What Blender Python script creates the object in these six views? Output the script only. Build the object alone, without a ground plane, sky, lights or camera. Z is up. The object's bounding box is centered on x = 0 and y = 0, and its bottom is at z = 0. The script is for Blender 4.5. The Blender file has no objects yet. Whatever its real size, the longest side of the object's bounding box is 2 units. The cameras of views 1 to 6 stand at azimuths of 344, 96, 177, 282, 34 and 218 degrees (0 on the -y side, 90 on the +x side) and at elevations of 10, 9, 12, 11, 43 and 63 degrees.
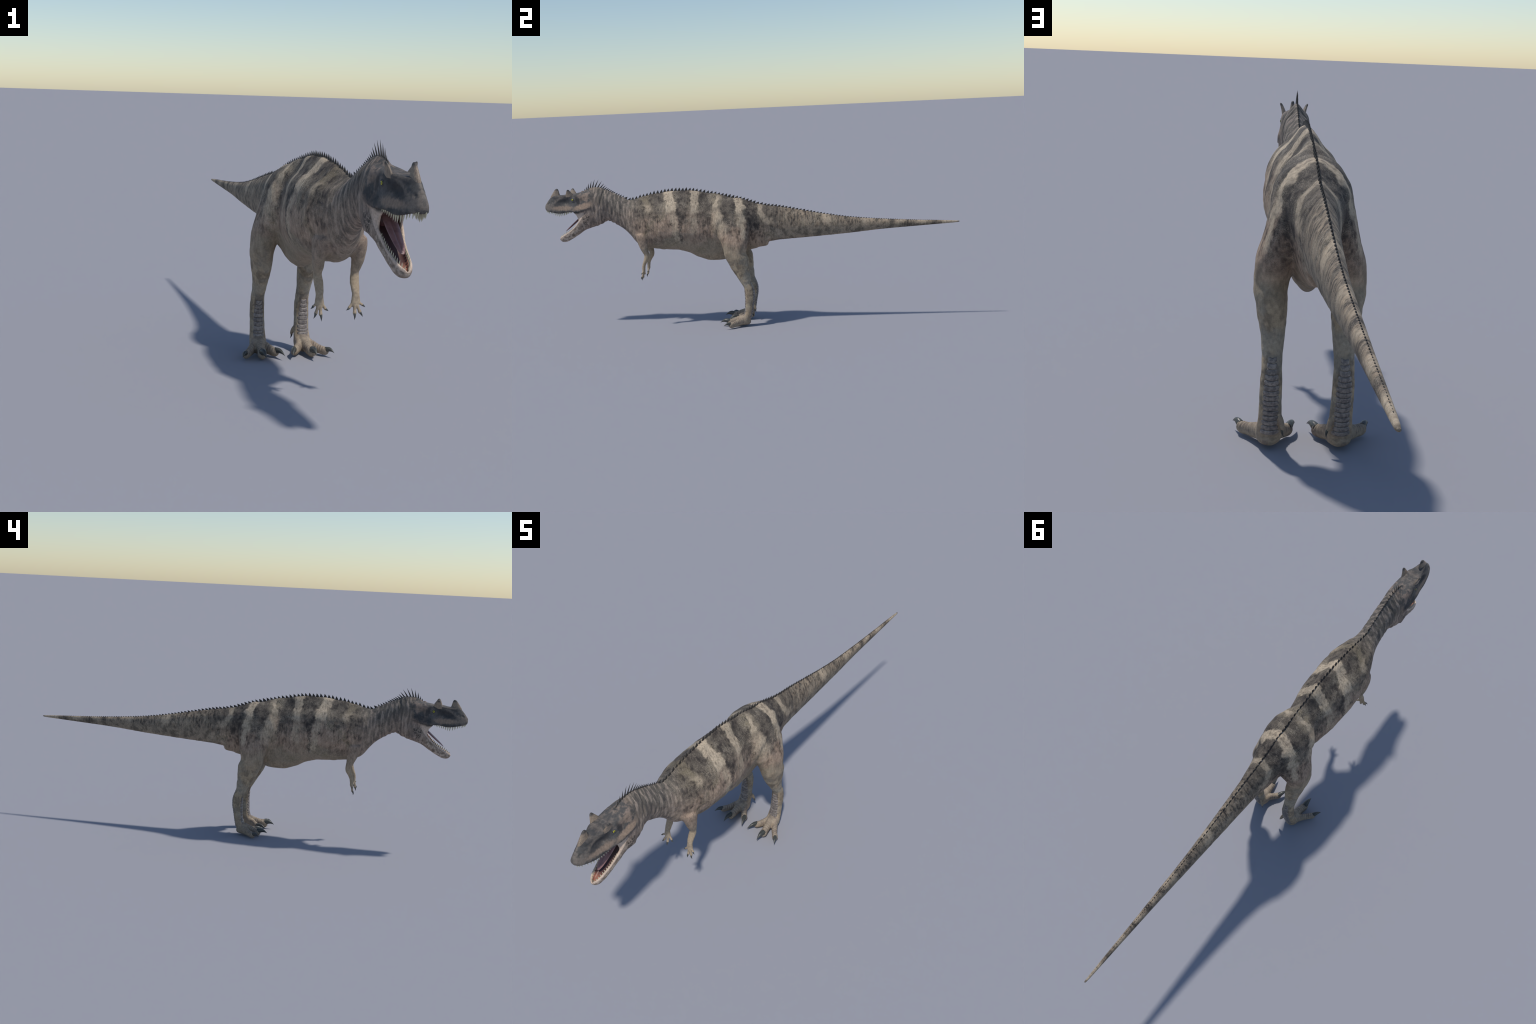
# Horned theropod dinosaur, standing with open jaws.  Built part by part:
# lofted trunk / head / jaw / limbs are fused into one skin, then separated by
# anatomical region; horns, teeth, claws, back spines and scutes are own pieces.
import bpy, math, random
import numpy as np
from mathutils import Vector, Matrix

random.seed(7)
rng = np.random.default_rng(7)
VOXEL = 0.0021

# ------------------------------------------------------------------ helpers
def smooth_table(rows, xs):
    """monotone cubic interpolation of every column of a station table."""
    r = np.array(rows, float)
    x, v = r[:, 0], r[:, 1:]
    h = np.diff(x)[:, None]
    d = np.diff(v, axis=0) / h
    m = np.zeros_like(v)
    m[0], m[-1] = d[0], d[-1]
    a, b = d[:-1], d[1:]
    w1, w2 = 2 * h[1:] + h[:-1], h[1:] + 2 * h[:-1]
    with np.errstate(divide='ignore', invalid='ignore'):
        hm = (w1 + w2) / (w1 / a + w2 / b)
    m[1:-1] = np.where(a * b > 0, hm, 0)
    xs = np.clip(xs, x[0], x[-1])
    i = np.clip(np.searchsorted(x, xs, 'right') - 1, 0, len(x) - 2)
    hh = h[i]
    t = ((xs - x[i])[:, None]) / hh
    return ((2*t**3 - 3*t**2 + 1) * v[i] + (t**3 - 2*t**2 + t) * hh * m[i]
            + (-2*t**3 + 3*t**2) * v[i+1] + (t**3 - t**2) * hh * m[i+1])


def catmull(P, n, closed=False):
    """Catmull-Rom through control points, n samples per span."""
    P = np.array(P, float)
    k = len(P)
    spans = k if closed else k - 1
    out = []
    for s in range(spans):
        if closed:
            p0, p1, p2, p3 = P[(s-1) % k], P[s], P[(s+1) % k], P[(s+2) % k]
        else:
            p1, p2 = P[s], P[s+1]
            p0 = P[s-1] if s > 0 else 2*p1 - p2
            p3 = P[s+2] if s + 2 < k else 2*p2 - p1
        for t in np.linspace(0, 1, n, endpoint=False):
            out.append(.5*((2*p1) + (-p0+p2)*t + (2*p0-5*p1+4*p2-p3)*t*t + (-p0+3*p1-3*p2+p3)*t**3))
    if not closed:
        out.append(P[-1])
    return np.array(out)


def mirror_section(half):
    """half section control points from x=0 to x=0 -> closed loop of controls."""
    left = [(-x, z) for x, z in half[-2:0:-1]]
    return list(half) + left


class Shell:
    """collects lofted closed pieces into one polygon soup."""
    def __init__(self):
        self.v, self.f, self.n = [], [], 0

    def rings(self, rings, cap=True):
        R = np.array(rings)
        k, m = R.shape[:2]
        base = self.n
        self.v.append(R.reshape(-1, 3))
        for i in range(k-1):
            a = base + i*m
            for j in range(m):
                j2 = (j+1) % m
                self.f.append((a+j, a+j2, a+m+j2, a+m+j))
        self.n += k*m
        if cap:
            for i in (0, k-1):
                self.v.append(R[i].mean(0)[None])
                for j in range(m):
                    a, b = base+i*m+j, base+i*m+(j+1) % m
                    self.f.append((b, a, self.n) if i == 0 else (a, b, self.n))
                self.n += 1

    def tube(self, pts, seg=4, m=20, up=(0, 0, 1), flat=1.0):
        """pts: (x, y, z, r[, r2]) path with rounded ends."""
        self.rings(tube_rings(pts, seg, m, up))

    def mesh(self, name):
        me = bpy.data.meshes.new(name)
        me.from_pydata(np.concatenate(self.v).tolist(), [], self.f)
        me.update()
        return me


def tube_rings(pts, seg=4, m=20, up=(0, 0, 1), round_start=True, round_end=True):
    P = np.array([p if len(p) == 5 else (*p, p[3]) for p in pts], float)
    C = catmull(P, seg)
    c, r1, r2 = C[:, :3], C[:, 3], C[:, 4]
    T = np.gradient(c, axis=0)
    T /= np.linalg.norm(T, axis=1)[:, None]
    up = np.array(up, float)
    S = np.cross(T, up)
    S /= np.maximum(np.linalg.norm(S, axis=1), 1e-9)[:, None]
    U = np.cross(S, T)
    a = np.linspace(0, 2*np.pi, m, endpoint=False)
    def ring(i, k=1.0, off=0.0):
        return (c[i] + T[i]*off)[None] + np.outer(np.cos(a)*k*r1[i], S[i]) + np.outer(np.sin(a)*k*r2[i], U[i])
    out = []
    if round_start:
        for t in (0.05, .35, .65):
            out.append(ring(0, math.sin(t*math.pi/2), -math.cos(t*math.pi/2)*min(r1[0], r2[0])))
    out += [ring(i) for i in range(len(c))]
    if round_end:
        for t in (.65, .35, .05):
            out.append(ring(-1, math.sin(t*math.pi/2), math.cos(t*math.pi/2)*min(r1[-1], r2[-1])))
    return out


def value_noise(P, scale, seed):
    """smooth 3D lattice noise in -1..1"""
    q = P*scale + seed*17.31
    i = np.floor(q).astype(np.int64)
    f = q - i
    f = f*f*f*(f*(f*6-15)+10)
    def h(a, b, c):
        n = (a*374761393 + b*668265263 + c*2147483647 + seed*144269) & 0x7fffffff
        n = ((n ^ (n >> 13)) * 1274126177) & 0x7fffffff
        n = n ^ (n >> 16)
        return (n & 0xffff)/32767.5 - 1
    r = 0
    for dx in (0, 1):
        for dy in (0, 1):
            for dz in (0, 1):
                w = (f[:, 0] if dx else 1-f[:, 0])*(f[:, 1] if dy else 1-f[:, 1])*(f[:, 2] if dz else 1-f[:, 2])
                r = r + w*h(i[:, 0]+dx, i[:, 1]+dy, i[:, 2]+dz)
    return r


def sstep(a, b, x):
    t = np.clip((x-a)/(b-a), 0, 1)
    return t*t*(3-2*t)

# ------------------------------------------------------------- trunk tables
# y, top, bottom, half width, height of widest level, roof-like upper side (0..1), keel-like lower side (0..1)
TRUNK = [
 (-0.8050, 0.6640, 0.5050, 0.0370, 0.5900, 0.50, 0.30),
 (-0.7860, 0.6770, 0.4990, 0.0395, 0.5850, 0.50, 0.30),
 (-0.7640, 0.6830, 0.4920, 0.0410, 0.5800, 0.55, 0.30),
 (-0.7450, 0.6845, 0.4960, 0.0410, 0.5810, 0.58, 0.30),
 (-0.7250, 0.6825, 0.5030, 0.0400, 0.5820, 0.65, 0.30),
 (-0.6900, 0.6690, 0.5190, 0.0375, 0.5900, 0.71, 0.32),
 (-0.6500, 0.6510, 0.5010, 0.0370, 0.5750, 0.73, 0.40),
 (-0.6100, 0.6310, 0.4740, 0.0390, 0.5550, 0.76, 0.48),
 (-0.5760, 0.6155, 0.4380, 0.0460, 0.5350, 0.78, 0.55),
 (-0.5500, 0.6200, 0.4060, 0.0570, 0.5200, 0.80, 0.50),
 (-0.5200, 0.6265, 0.3880, 0.0705, 0.5050, 0.82, 0.40),
 (-0.4800, 0.6350, 0.3765, 0.0830, 0.4950, 0.85, 0.32),
 (-0.4300, 0.6445, 0.3715, 0.0900, 0.4700, 0.88, 0.38),
 (-0.3600, 0.6525, 0.3675, 0.0930, 0.4650, 0.90, 0.47),
 (-0.3000, 0.6520, 0.3540, 0.0905, 0.4600, 0.90, 0.75),
 (-0.2500, 0.6470, 0.3300, 0.0835, 0.4500, 0.90, 0.94),
 (-0.1900, 0.6365, 0.3110, 0.0700, 0.4600, 0.87, 0.99),
 (-0.1600, 0.6310, 0.3105, 0.0720, 0.4850, 0.50, 1.00),
 (-0.1300, 0.6245, 0.3125, 0.0795, 0.5120, 0.55, 1.00),
 (-0.0800, 0.6135, 0.3300, 0.0815, 0.5200, 0.40, 1.00),
 (-0.0300, 0.6020, 0.3450, 0.0715, 0.5170, 0.50, 1.00),
 (0.0200, 0.5860, 0.3610, 0.0545, 0.5050, 0.70, 1.00),
 (0.0700, 0.5720, 0.3725, 0.0435, 0.4850, 0.50, 0.92),
 (0.0865, 0.5685, 0.3790, 0.0415, 0.4780, 0.60, 0.85),
 (0.0900, 0.5680, 0.3920, 0.0410, 0.4780, 0.60, 0.84),
 (0.1100, 0.5653, 0.3975, 0.0375, 0.4780, 0.59, 0.76),
 (0.1600, 0.5583, 0.4025, 0.0320, 0.4740, 0.54, 0.59),
 (0.2500, 0.5413, 0.4080, 0.0265, 0.4680, 0.45, 0.47),
 (0.3500, 0.5213, 0.4145, 0.0215, 0.4640, 0.39, 0.39),
 (0.4900, 0.4993, 0.4250, 0.0160, 0.4610, 0.35, 0.35),
 (0.6400, 0.4858, 0.4385, 0.0115, 0.4630, 0.30, 0.30),
 (0.7900, 0.4763, 0.4475, 0.0078, 0.4630, 0.26, 0.26),
 (0.9300, 0.4698, 0.4555, 0.0048, 0.4630, 0.22, 0.22),
 (0.9850, 0.4665, 0.4590, 0.0036, 0.4630, 0.20, 0.20),
 (0.9970, 0.4655, 0.4610, 0.0022, 0.4633, 0.20, 0.20),
]

def dorsal(y):
    return smooth_table(TRUNK, np.atleast_1d(np.asarray(y, float)))[:, 0]

def build_trunk(sh):
    ys = np.concatenate([np.arange(-.805, .10, .0035), np.arange(.10, .985, .006), [.985, .991, .995, .997]])
    T = smooth_table(TRUNK, ys)
    rings = []
    for y, (zt, zb, w, zw, ru, kl) in zip(ys, T):
        up, dn = zt-zw, zw-zb
        half = [(0, zt), (.42*w, zt-up*(.095+.140*ru)), (.82*w, zt-up*(.42+.055*ru)), (w, zw),
                ((.77-.17*kl)*w, zb+dn*.34), ((.42-.07*kl)*w, zb+dn*(.088+.025*kl)), (0, zb)]
        c = catmull(mirror_section(half), 7, True)
        rings.append(np.stack([c[:, 0], np.full(len(c), y), c[:, 1]], 1))
    sh.rings(rings)

# ------------------------------------------------------------------- head
# y, top, top edge half width, edge drop, mid half width, mid height, lip half width, lip height, palate height
SKULL = [
 (-1.0000, .602, .0035, .003, .0055, .594, .0055, .5845, .5835),
 (-.9970, .608, .0045, .004, .0085, .597, .0110, .5800, .5785),
 (-.9900, .6185, .0050, .006, .0118, .602, .0160, .5765, .5755),
 (-.9800, .631, .0065, .008, .0140, .607, .0200, .5735, .5745),
 (-.9700, .6415, .0085, .008, .0165, .610, .0230, .5715, .5770),
 (-.9500, .6500, .0120, .006, .0205, .612, .0275, .5675, .583),
 (-.9300, .6510, .0155, .005, .0235, .613, .0310, .5640, .581),
 (-.9100, .6500, .0200, .004, .0255, .612, .0330, .5637, .581),
 (-.8900, .6515, .0250, .003, .0285, .612, .0365, .5673, .584),
 (-.8700, .6540, .0290, .004, .0310, .610, .0405, .5695, .587),
 (-.8500, .6560, .0315, .006, .0340, .608, .0430, .5690, .588),
 (-.8200, .6615, .0335, .010, .0378, .608, .0452, .5675, .588),
 (-.7900, .6660, .0330, .012, .0410, .610, .0462, .5725, .590),
 (-.7600, .6700, .0300, .014, .0425, .612, .0458, .5840, .600),
 (-.7400, .6700, .0240, .016, .0380, .615, .0405, .5930, .604),
]
# y, upper edge, lower edge, half width
JAW = [
 (-0.9392, 0.4405, 0.4370, 0.0025), (-0.9370, 0.4430, 0.4300, 0.0070), (-0.9320, 0.4460, 0.4250, 0.0110),
 (-0.9250, 0.4500, 0.4215, 0.0162), (-0.9170, 0.4545, 0.4200, 0.0192), (-0.9050, 0.4610, 0.4215, 0.0220),
 (-0.8900, 0.4695, 0.4280, 0.0244), (-0.8700, 0.4820, 0.4385, 0.0274), (-0.8500, 0.5000, 0.4505, 0.0302),
 (-0.8300, 0.5230, 0.4630, 0.0347), (-0.8100, 0.5450, 0.4755, 0.0380), (-0.7800, 0.5700, 0.4868, 0.0430),
 (-0.7550, 0.5720, 0.4935, 0.0425), (-0.7300, 0.5600, 0.5040, 0.0370), (-0.7050, 0.5500, 0.5180, 0.0250),
]

def build_head(sh):
    ys = np.concatenate([[-1.0, -.9985, -.997, -.994], np.arange(-.991, -.7399, .003)])
    rings = []
    for y, (zt, wt, dt, wm, zm, wl, zl, zp) in zip(ys, smooth_table(SKULL, ys)):
        half = [(0, zt), (wt, zt-dt), (wm, zm), (wl, zl+.010), (wl-.0012, zl+.001),
                (max(wl-.007, .4*wl), zl+.004), (.45*wl, zp), (0, zp+.002)]
        c = catmull(mirror_section(half), 6, True)
        rings.append(np.stack([c[:, 0], np.full(len(c), y), c[:, 1]], 1))
    sh.rings(rings)
    ys = np.concatenate([[-.9392, -.9382, -.937, -.935], np.arange(-.9325, -.7049, .003)])
    rings = []
    for y, (zu, zl, w) in zip(ys, smooth_table(JAW, ys)):
        H = zu-zl
        dep = min(.017, .5*H)
        half = [(0, zl), (.62*w, zl+.10*H), (.97*w, zl+.48*H), (w, zu-.16*H), (w-.06*w, zu),
                (max(w-.0065, .45*w), zu-.2*dep), (max(w-.010, .3*w), zu-dep), (0, zu-dep)]
        c = catmull(mirror_section(half), 6, True)
        rings.append(np.stack([c[:, 0], np.full(len(c), y), c[:, 1]], 1))
    sh.rings(rings)
    # cheek skin spanning the corner of the gape
    front = smooth_table([(.505, -.826), (.515, -.828), (.527, -.830), (.544, -.8335), (.555, -.841), (.566, -.852), (.580, -.862)],
                         np.linspace(.505, .580, 16))[:, 0]
    for sgn in (1, -1):
        rings = []
        for z, yf in zip(np.linspace(.505, .580, 16), front):
            yy = np.linspace(yf, -.765, 14)
            w = .0305 + (yy+.835)*.17 + np.clip(z-.53, 0, 1)*.07
            outer = np.stack([sgn*w, yy, np.full(14, z)], 1)
            inner = np.stack([sgn*(w-.0052), yy, np.full(14, z)], 1)[::-1]
            rings.append(np.concatenate([outer, inner]))
        sh.rings(rings)
    # occipital knob on the midline behind the brow horns
    sh.tube([(0, -.815, .655, .008), (0, -.808, .6625, .0065)], up=(1, 0, 0))

# ------------------------------------------------------------------- limbs
# z, centre x, centre y, half x, half y
LEG = [
 (0.565, 0.0340, -0.0700, 0.0200, 0.0380),
 (0.540, 0.0380, -0.0700, 0.0320, 0.0600),
 (0.515, 0.0420, -0.0690, 0.0400, 0.0740),
 (0.490, 0.0460, -0.0680, 0.0430, 0.0800),
 (0.450, 0.0550, -0.0670, 0.0450, 0.0760),
 (0.410, 0.0660, -0.0657, 0.0441, 0.0670),
 (0.380, 0.0740, -0.0639, 0.0403, 0.0570),
 (0.356, 0.0790, -0.0627, 0.0370, 0.0512),
 (0.330, 0.0810, -0.0535, 0.0351, 0.0535),
 (0.306, 0.0785, -0.0470, 0.0325, 0.0495),
 (0.276, 0.0768, -0.0395, 0.0295, 0.0425),
 (0.258, 0.0752, -0.0340, 0.0265, 0.0370),
 (0.236, 0.0745, -0.0255, 0.0238, 0.0315),
 (0.210, 0.0745, -0.0175, 0.0214, 0.0245),
 (0.183, 0.0752, -0.0055, 0.0206, 0.0220),
 (0.160, 0.0750, -0.0015, 0.0218, 0.0225),
 (0.140, 0.0750, -0.0015, 0.0226, 0.0220),
 (0.110, 0.0748, -0.0050, 0.0231, 0.0200),
 (0.080, 0.0745, -0.0085, 0.0236, 0.0180),
 (0.060, 0.0745, -0.0130, 0.0246, 0.0185),
 (0.040, 0.0745, -0.0213, 0.0267, 0.0218),
 (0.022, 0.0745, -0.0270, 0.0270, 0.0215),
 (0.010, 0.0745, -0.0300, 0.0230, 0.0160),
]

def leg_at(z):
    rows = LEG[::-1]
    return smooth_table(rows, np.atleast_1d(np.asarray(z, float)))

TOES = {  # path points x, y, z, half width, half height
 'inner': [(0.0660, -0.0280, 0.0300, 0.0150, 0.0200), (0.0550, -0.0500, 0.0225, 0.0122, 0.0175), (0.0420, -0.0670, 0.0165, 0.0108, 0.0150), (0.0320, -0.0790, 0.0145, 0.0118, 0.0140)],
 'middle': [(0.0750, -0.0350, 0.0340, 0.0170, 0.0210), (0.0770, -0.0620, 0.0265, 0.0145, 0.0190), (0.0800, -0.0860, 0.0190, 0.0130, 0.0165), (0.0825, -0.1030, 0.0160, 0.0140, 0.0155)],
 'outer': [(0.0840, -0.0280, 0.0300, 0.0150, 0.0200), (0.1010, -0.0530, 0.0220, 0.0118, 0.0170), (0.1190, -0.0760, 0.0160, 0.0100, 0.0140), (0.1320, -0.0915, 0.0140, 0.0108, 0.0132)],
}
TOE_CLAWS = {  # base, tip, base radius
 'inner': ((.0300, -.0800, .0200), (.0130, -.1215, .0165), .0098),
 'middle': ((.0830, -.1060, .0235), (.0830, -.1495, .0215), .0118),
 'outer': ((.1345, -.0945, .0195), (.1510, -.1235, .0190), .0088),
}
# z, centre x, centre y, half x, half y
ARM = [
 (.460, .047, -.512, .026, .036), (.430, .053, -.511, .0220, .031), (.405, .056, -.509, .0178, .0245),
 (.385, .0560, -.5065, .0165, .0195), (.365, .0540, -.5005, .0138, .0155), (.350, .0530, -.4965, .0110, .0132),
 (.336, .0522, -.4985, .0128, .0125), (.322, .0515, -.5045, .0128, .0108), (.308, .0515, -.5115, .0110, .0084),
 (.296, .0518, -.5155, .0100, .0072), (.284, .0520, -.5165, .0116, .0072), (.274, .0520, -.5170, .0128, .0068), (.268, .0520, -.5175, .0118, .0055),
]
FINGERS = [  # base, claw root, claw tip, radius
 ((.0440, -.5165, .2700), (.0340, -.5168, .2575), (.0250, -.5172, .2510), .0042),
 ((.0495, -.5185, .2660), (.0485, -.5225, .2435), (.0475, -.5262, .2250), .0047),
 ((.0555, -.5190, .2660), (.0635, -.5235, .2470), (.0708, -.5272, .2335), .0045),
 ((.0605, -.5180, .2730), (.0705, -.5205, .2660), (.0790, -.5227, .2595), .0039),
]

def limb_rings(rows, zs, sgn, m=36, n=2.15):
    out = []
    a = np.linspace(0, 2*np.pi, m, endpoint=False)
    ca, sa = np.cos(a), np.sin(a)
    ux = np.sign(ca)*np.abs(ca)**(2/n)
    uy = np.sign(sa)*np.abs(sa)**(2/n)
    for z, (cx, cy, hx, hy) in zip(zs, smooth_table(rows[::-1], zs)):
        out.append(np.stack([sgn*(cx+hx*ux), cy+hy*uy, np.full(m, z)], 1))
    return out

def build_limbs(sh):
    for sgn in (1, -1):
        sh.rings(limb_rings(LEG, np.arange(.010, .5651, .004), sgn))
        for path in TOES.values():
            sh.tube([(sgn*p[0], *p[1:]) for p in path], m=18)
        # sole pad under the toe roots
        sh.tube([(sgn*.075, -.018, .020, .024, .016), (sgn*.075, -.045, .017, .026, .0145)], m=20)
        # dewclaw stub at the inner back side
        sh.tube([(sgn*.060, -.006, .080, .007), (sgn*.0510, .003, .066, .0062), (sgn*.0475, .0065, .052, .0048)], m=12)
        sh.rings(limb_rings(ARM, np.arange(.268, .4551, .003), sgn, 28))
        for b, c, t, r in FINGERS:
            mid = tuple((np.array(b)*.5+np.array(c)*.5))
            sh.tube([(sgn*b[0], b[1], b[2], r*1.15), (sgn*mid[0], mid[1], mid[2], r*.88), (sgn*c[0], c[1], c[2], r*1.05)], m=10, up=(0, 1, 0))

# ------------------------------------------------------- fuse into one skin
def fuse_body():
    sh = Shell()
    build_trunk(sh); build_head(sh); build_limbs(sh)
    ob = bpy.data.objects.new('fuse_helper', sh.mesh('fuse_helper'))
    bpy.context.scene.collection.objects.link(ob)
    md = ob.modifiers.new('remesh', 'REMESH')
    md.mode = 'VOXEL'
    md.voxel_size = VOXEL
    md.adaptivity = 0
    dg = bpy.context.evaluated_depsgraph_get()
    me = bpy.data.meshes.new_from_object(ob.evaluated_get(dg))
    old = ob.data
    bpy.data.objects.remove(ob)
    bpy.data.meshes.remove(old)
    return me


def get_co(me):
    a = np.empty(len(me.vertices)*3, np.float32)
    me.vertices.foreach_get('co', a)
    return a.reshape(-1, 3).astype(np.float64)


def laplace(co, e, deg, w, times, lam=.5):
    n = len(co)
    for _ in range(times):
        acc = np.stack([np.bincount(e[:, 0], co[e[:, 1], k], n)+np.bincount(e[:, 1], co[e[:, 0], k], n) for k in range(3)], 1)
        co = co + (acc/deg[:, None]-co)*(lam*w)[:, None]
    return co


def gauss(co, c, r):
    d = (np.stack([np.abs(co[:, 0]), co[:, 1], co[:, 2]], 1)-np.array(c))/np.array(r)
    return np.exp(-(d**2).sum(1))


def sculpt(me):
    e = np.empty(len(me.edges)*2, np.int32)
    me.edges.foreach_get('vertices', e)
    e = e.reshape(-1, 2)
    co = get_co(me)
    deg = np.maximum(np.bincount(e.ravel(), minlength=len(co)), 1).astype(float)
    ax, y, z = np.abs(co[:, 0]), co[:, 1], co[:, 2]
    # blends: hip, groin, shoulder, neck-to-skull, foot web
    hip = gauss(co, (.065, -.065, .53), (.07, .13, .10)) + gauss(co, (.05, -.06, .385), (.05, .10, .035))*.7
    shoulder = gauss(co, (.055, -.51, .43), (.05, .06, .05))
    nape = gauss(co, (.045, -.765, .60), (.03, .035, .06))
    nape += gauss(co, (.038, -.745, .535), (.03, .04, .045))
    foot = gauss(co, (.075, -.035, .035), (.04, .025, .03))*.5
    w = np.clip(hip*1.6 + shoulder*1.3 + nape, 0, 1)
    co = laplace(co, e, deg, np.ones(len(co)), 3)
    co = laplace(co, e, deg, w, 60)
    co = laplace(co, e, deg, np.clip(foot, 0, 1), 14)
    # relief pushed along the normals
    me.vertices.foreach_set('co', co.astype(np.float32).ravel())
    me.update()
    nr = np.empty(len(co)*3, np.float32)
    me.vertex_normals.foreach_get('vector', nr)
    nr = nr.reshape(-1, 3).astype(np.float64)
    S = np.stack([np.abs(co[:, 0]), co[:, 1], co[:, 2]], 1)
    ax, y, z = S.T
    d = np.zeros(len(co))
    g = lambda c, r, a: a*gauss(co, c, r)
    # skull relief
    d += g((.034, -.850, .629), (.02, .014, .011), .0020)          # orbit swelling
    d += g((.028, -.905, .618), (.02, .026, .012), -.0058)         # antorbital hollow
    d += g((.024, -.895, .648), (.008, .035, .006), .0040)         # brow ridge
    d += g((.010, -.977, .613), (.012, .005, .004), -.0022)        # nostril
    d += g((.010, -.985, .616), (.012, .004, .006), .0012)
    d += g((.040, -.805, .625), (.02, .012, .014), -.0030)         # behind the eye
    d += g((.043, -.775, .592), (.02, .018, .012), .0020)          # jaw joint
    d += g((.040, -.785, .525), (.02, .022, .018), .0025)          # jaw muscle
    # trunk relief
    d += g((.080, -.480, .530), (.03, .020, .032), .0040)          # shoulder blade
    d += g((.085, -.400, .500), (.03, .030, .050), .0020)
    d += g((.062, -.525, .455), (.03, .028, .040), .0015)
    d += g((.090, -.128, .500), (.05, .030, .050), .0070)          # haunch
    d += g((.080, .000, .468), (.05, .020, .040), .0040)
    d += g((.085, -.148, .470), (.05, .016, .060), .0060)          # front edge of the thigh
    d += g((.075, -.178, .500), (.05, .011, .070), -.0050)         # flank crease
    d += g((.060, -.055, .560), (.03, .012, .025), -.0025)         # dip between the hip crests
    d += .0006
    # vertical neck folds and flank skin folds
    neck = sstep(-.775, -.74, y)*(1-sstep(-.67, -.60, y))
    s = y - .25*(z-.58)
    fold = np.sin(s*2*np.pi/.021 + 3*value_noise(S, 18, 3))
    d += neck*.0015*fold*(.5+.5*value_noise(S, 30, 5))
    d -= .0028*np.exp(-((s+.722)/.0045)**2)*neck*sstep(.575, .60, z)*(1-sstep(.655, .672, z))
    trunk = sstep(-.60, -.52, y)*(1-sstep(.05, .2, y))*sstep(.30, .36, z)
    d += trunk*.0017*value_noise(S*np.array([1, 1, .35]), 42, 9)
    d += trunk*.0024*value_noise(S, 17, 11)
    rr = np.hypot(ax-.075, y+.030)
    toe = sstep(.026, .036, rr)*(1-sstep(.045, .055, z))*(y < .01)*(y > -.2)*np.clip(nr[:, 2]*1.6+.1, 0, 1)
    d += toe*.0010*np.sin((rr+.0015*value_noise(S, 90, 31))*2*np.pi/.0085)
    allw = 1-.9*sstep(.3, .9, y)
    d += allw*.0006*value_noise(S, 80, 21)
    co = co + nr*d[:, None]
    co[:, 2] = np.maximum(co[:, 2], 0)
    me.vertices.foreach_set('co', co.astype(np.float32).ravel())
    me.update()
    return co


# -------------------------------------------------------------- materials
class NT:
    """tiny expression helper around a shader node tree"""
    def __init__(self, name):
        self.mat = bpy.data.materials.new(name)
        self.mat.use_nodes = True
        self.t = self.mat.node_tree
        self.bsdf = self.t.nodes['Principled BSDF']

    def node(self, kind, ins=None, **props):
        n = self.t.nodes.new(kind)
        for k, v in props.items():
            setattr(n, k, v)
        for k, v in (ins or {}).items():
            self.put(n.inputs[k], v)
        return n

    def put(self, sock, v):
        if hasattr(v, 'is_output'):
            self.t.links.new(v, sock)
        else:
            if isinstance(v, tuple) and len(v) == 3 and sock.type == 'RGBA':
                v = (*v, 1)
            sock.default_value = v

    def m(self, op, a, b=0.0, c=0.0, clamp=False):
        n = self.node('ShaderNodeMath', operation=op, use_clamp=clamp)
        for i, v in enumerate((a, b, c)):
            self.put(n.inputs[i], v)
        return n.outputs[0]

    def add(self, *a):
        r = a[0]
        for b in a[1:]:
            r = self.m('ADD', r, b)
        return r

    def mul(self, *a):
        r = a[0]
        for b in a[1:]:
            r = self.m('MULTIPLY', r, b)
        return r

    def sub(self, a, b): return self.m('SUBTRACT', a, b)
    def inv(self, a): return self.m('SUBTRACT', 1.0, a)
    def sat(self, a): return self.m('ADD', a, 0.0, clamp=True)
    def mx(self, a, b): return self.m('MAXIMUM', a, b)

    def step(self, x, a, b, lo=0.0, hi=1.0):
        n = self.node('ShaderNodeMapRange', interpolation_type='SMOOTHSTEP')
        for i, v in enumerate((x, a, b, lo, hi)):
            self.put(n.inputs[i], v)
        return n.outputs[0]

    def noise(self, vec, scale, detail=3.0, rough=.55, dist=0.0):
        n = self.node('ShaderNodeTexNoise', {'Vector': vec, 'Scale': scale, 'Detail': detail, 'Roughness': rough, 'Distortion': dist})
        return n.outputs['Fac']

    def mix(self, f, a, b, blend='MIX'):
        n = self.node('ShaderNodeMix', data_type='RGBA', blend_type=blend)
        self.put(n.inputs[0], f)
        self.put(n.inputs[6], a)
        self.put(n.inputs[7], b)
        return n.outputs[2]

    def scaled(self, vec, s):
        return self.node('ShaderNodeVectorMath', {0: vec, 1: s}, operation='MULTIPLY').outputs[0]


def srgb(r, g, b):
    f = lambda c: (c/255)/12.92 if c/255 <= .04045 else ((c/255+.055)/1.055)**2.4
    return (f(r), f(g), f(b))


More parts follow.
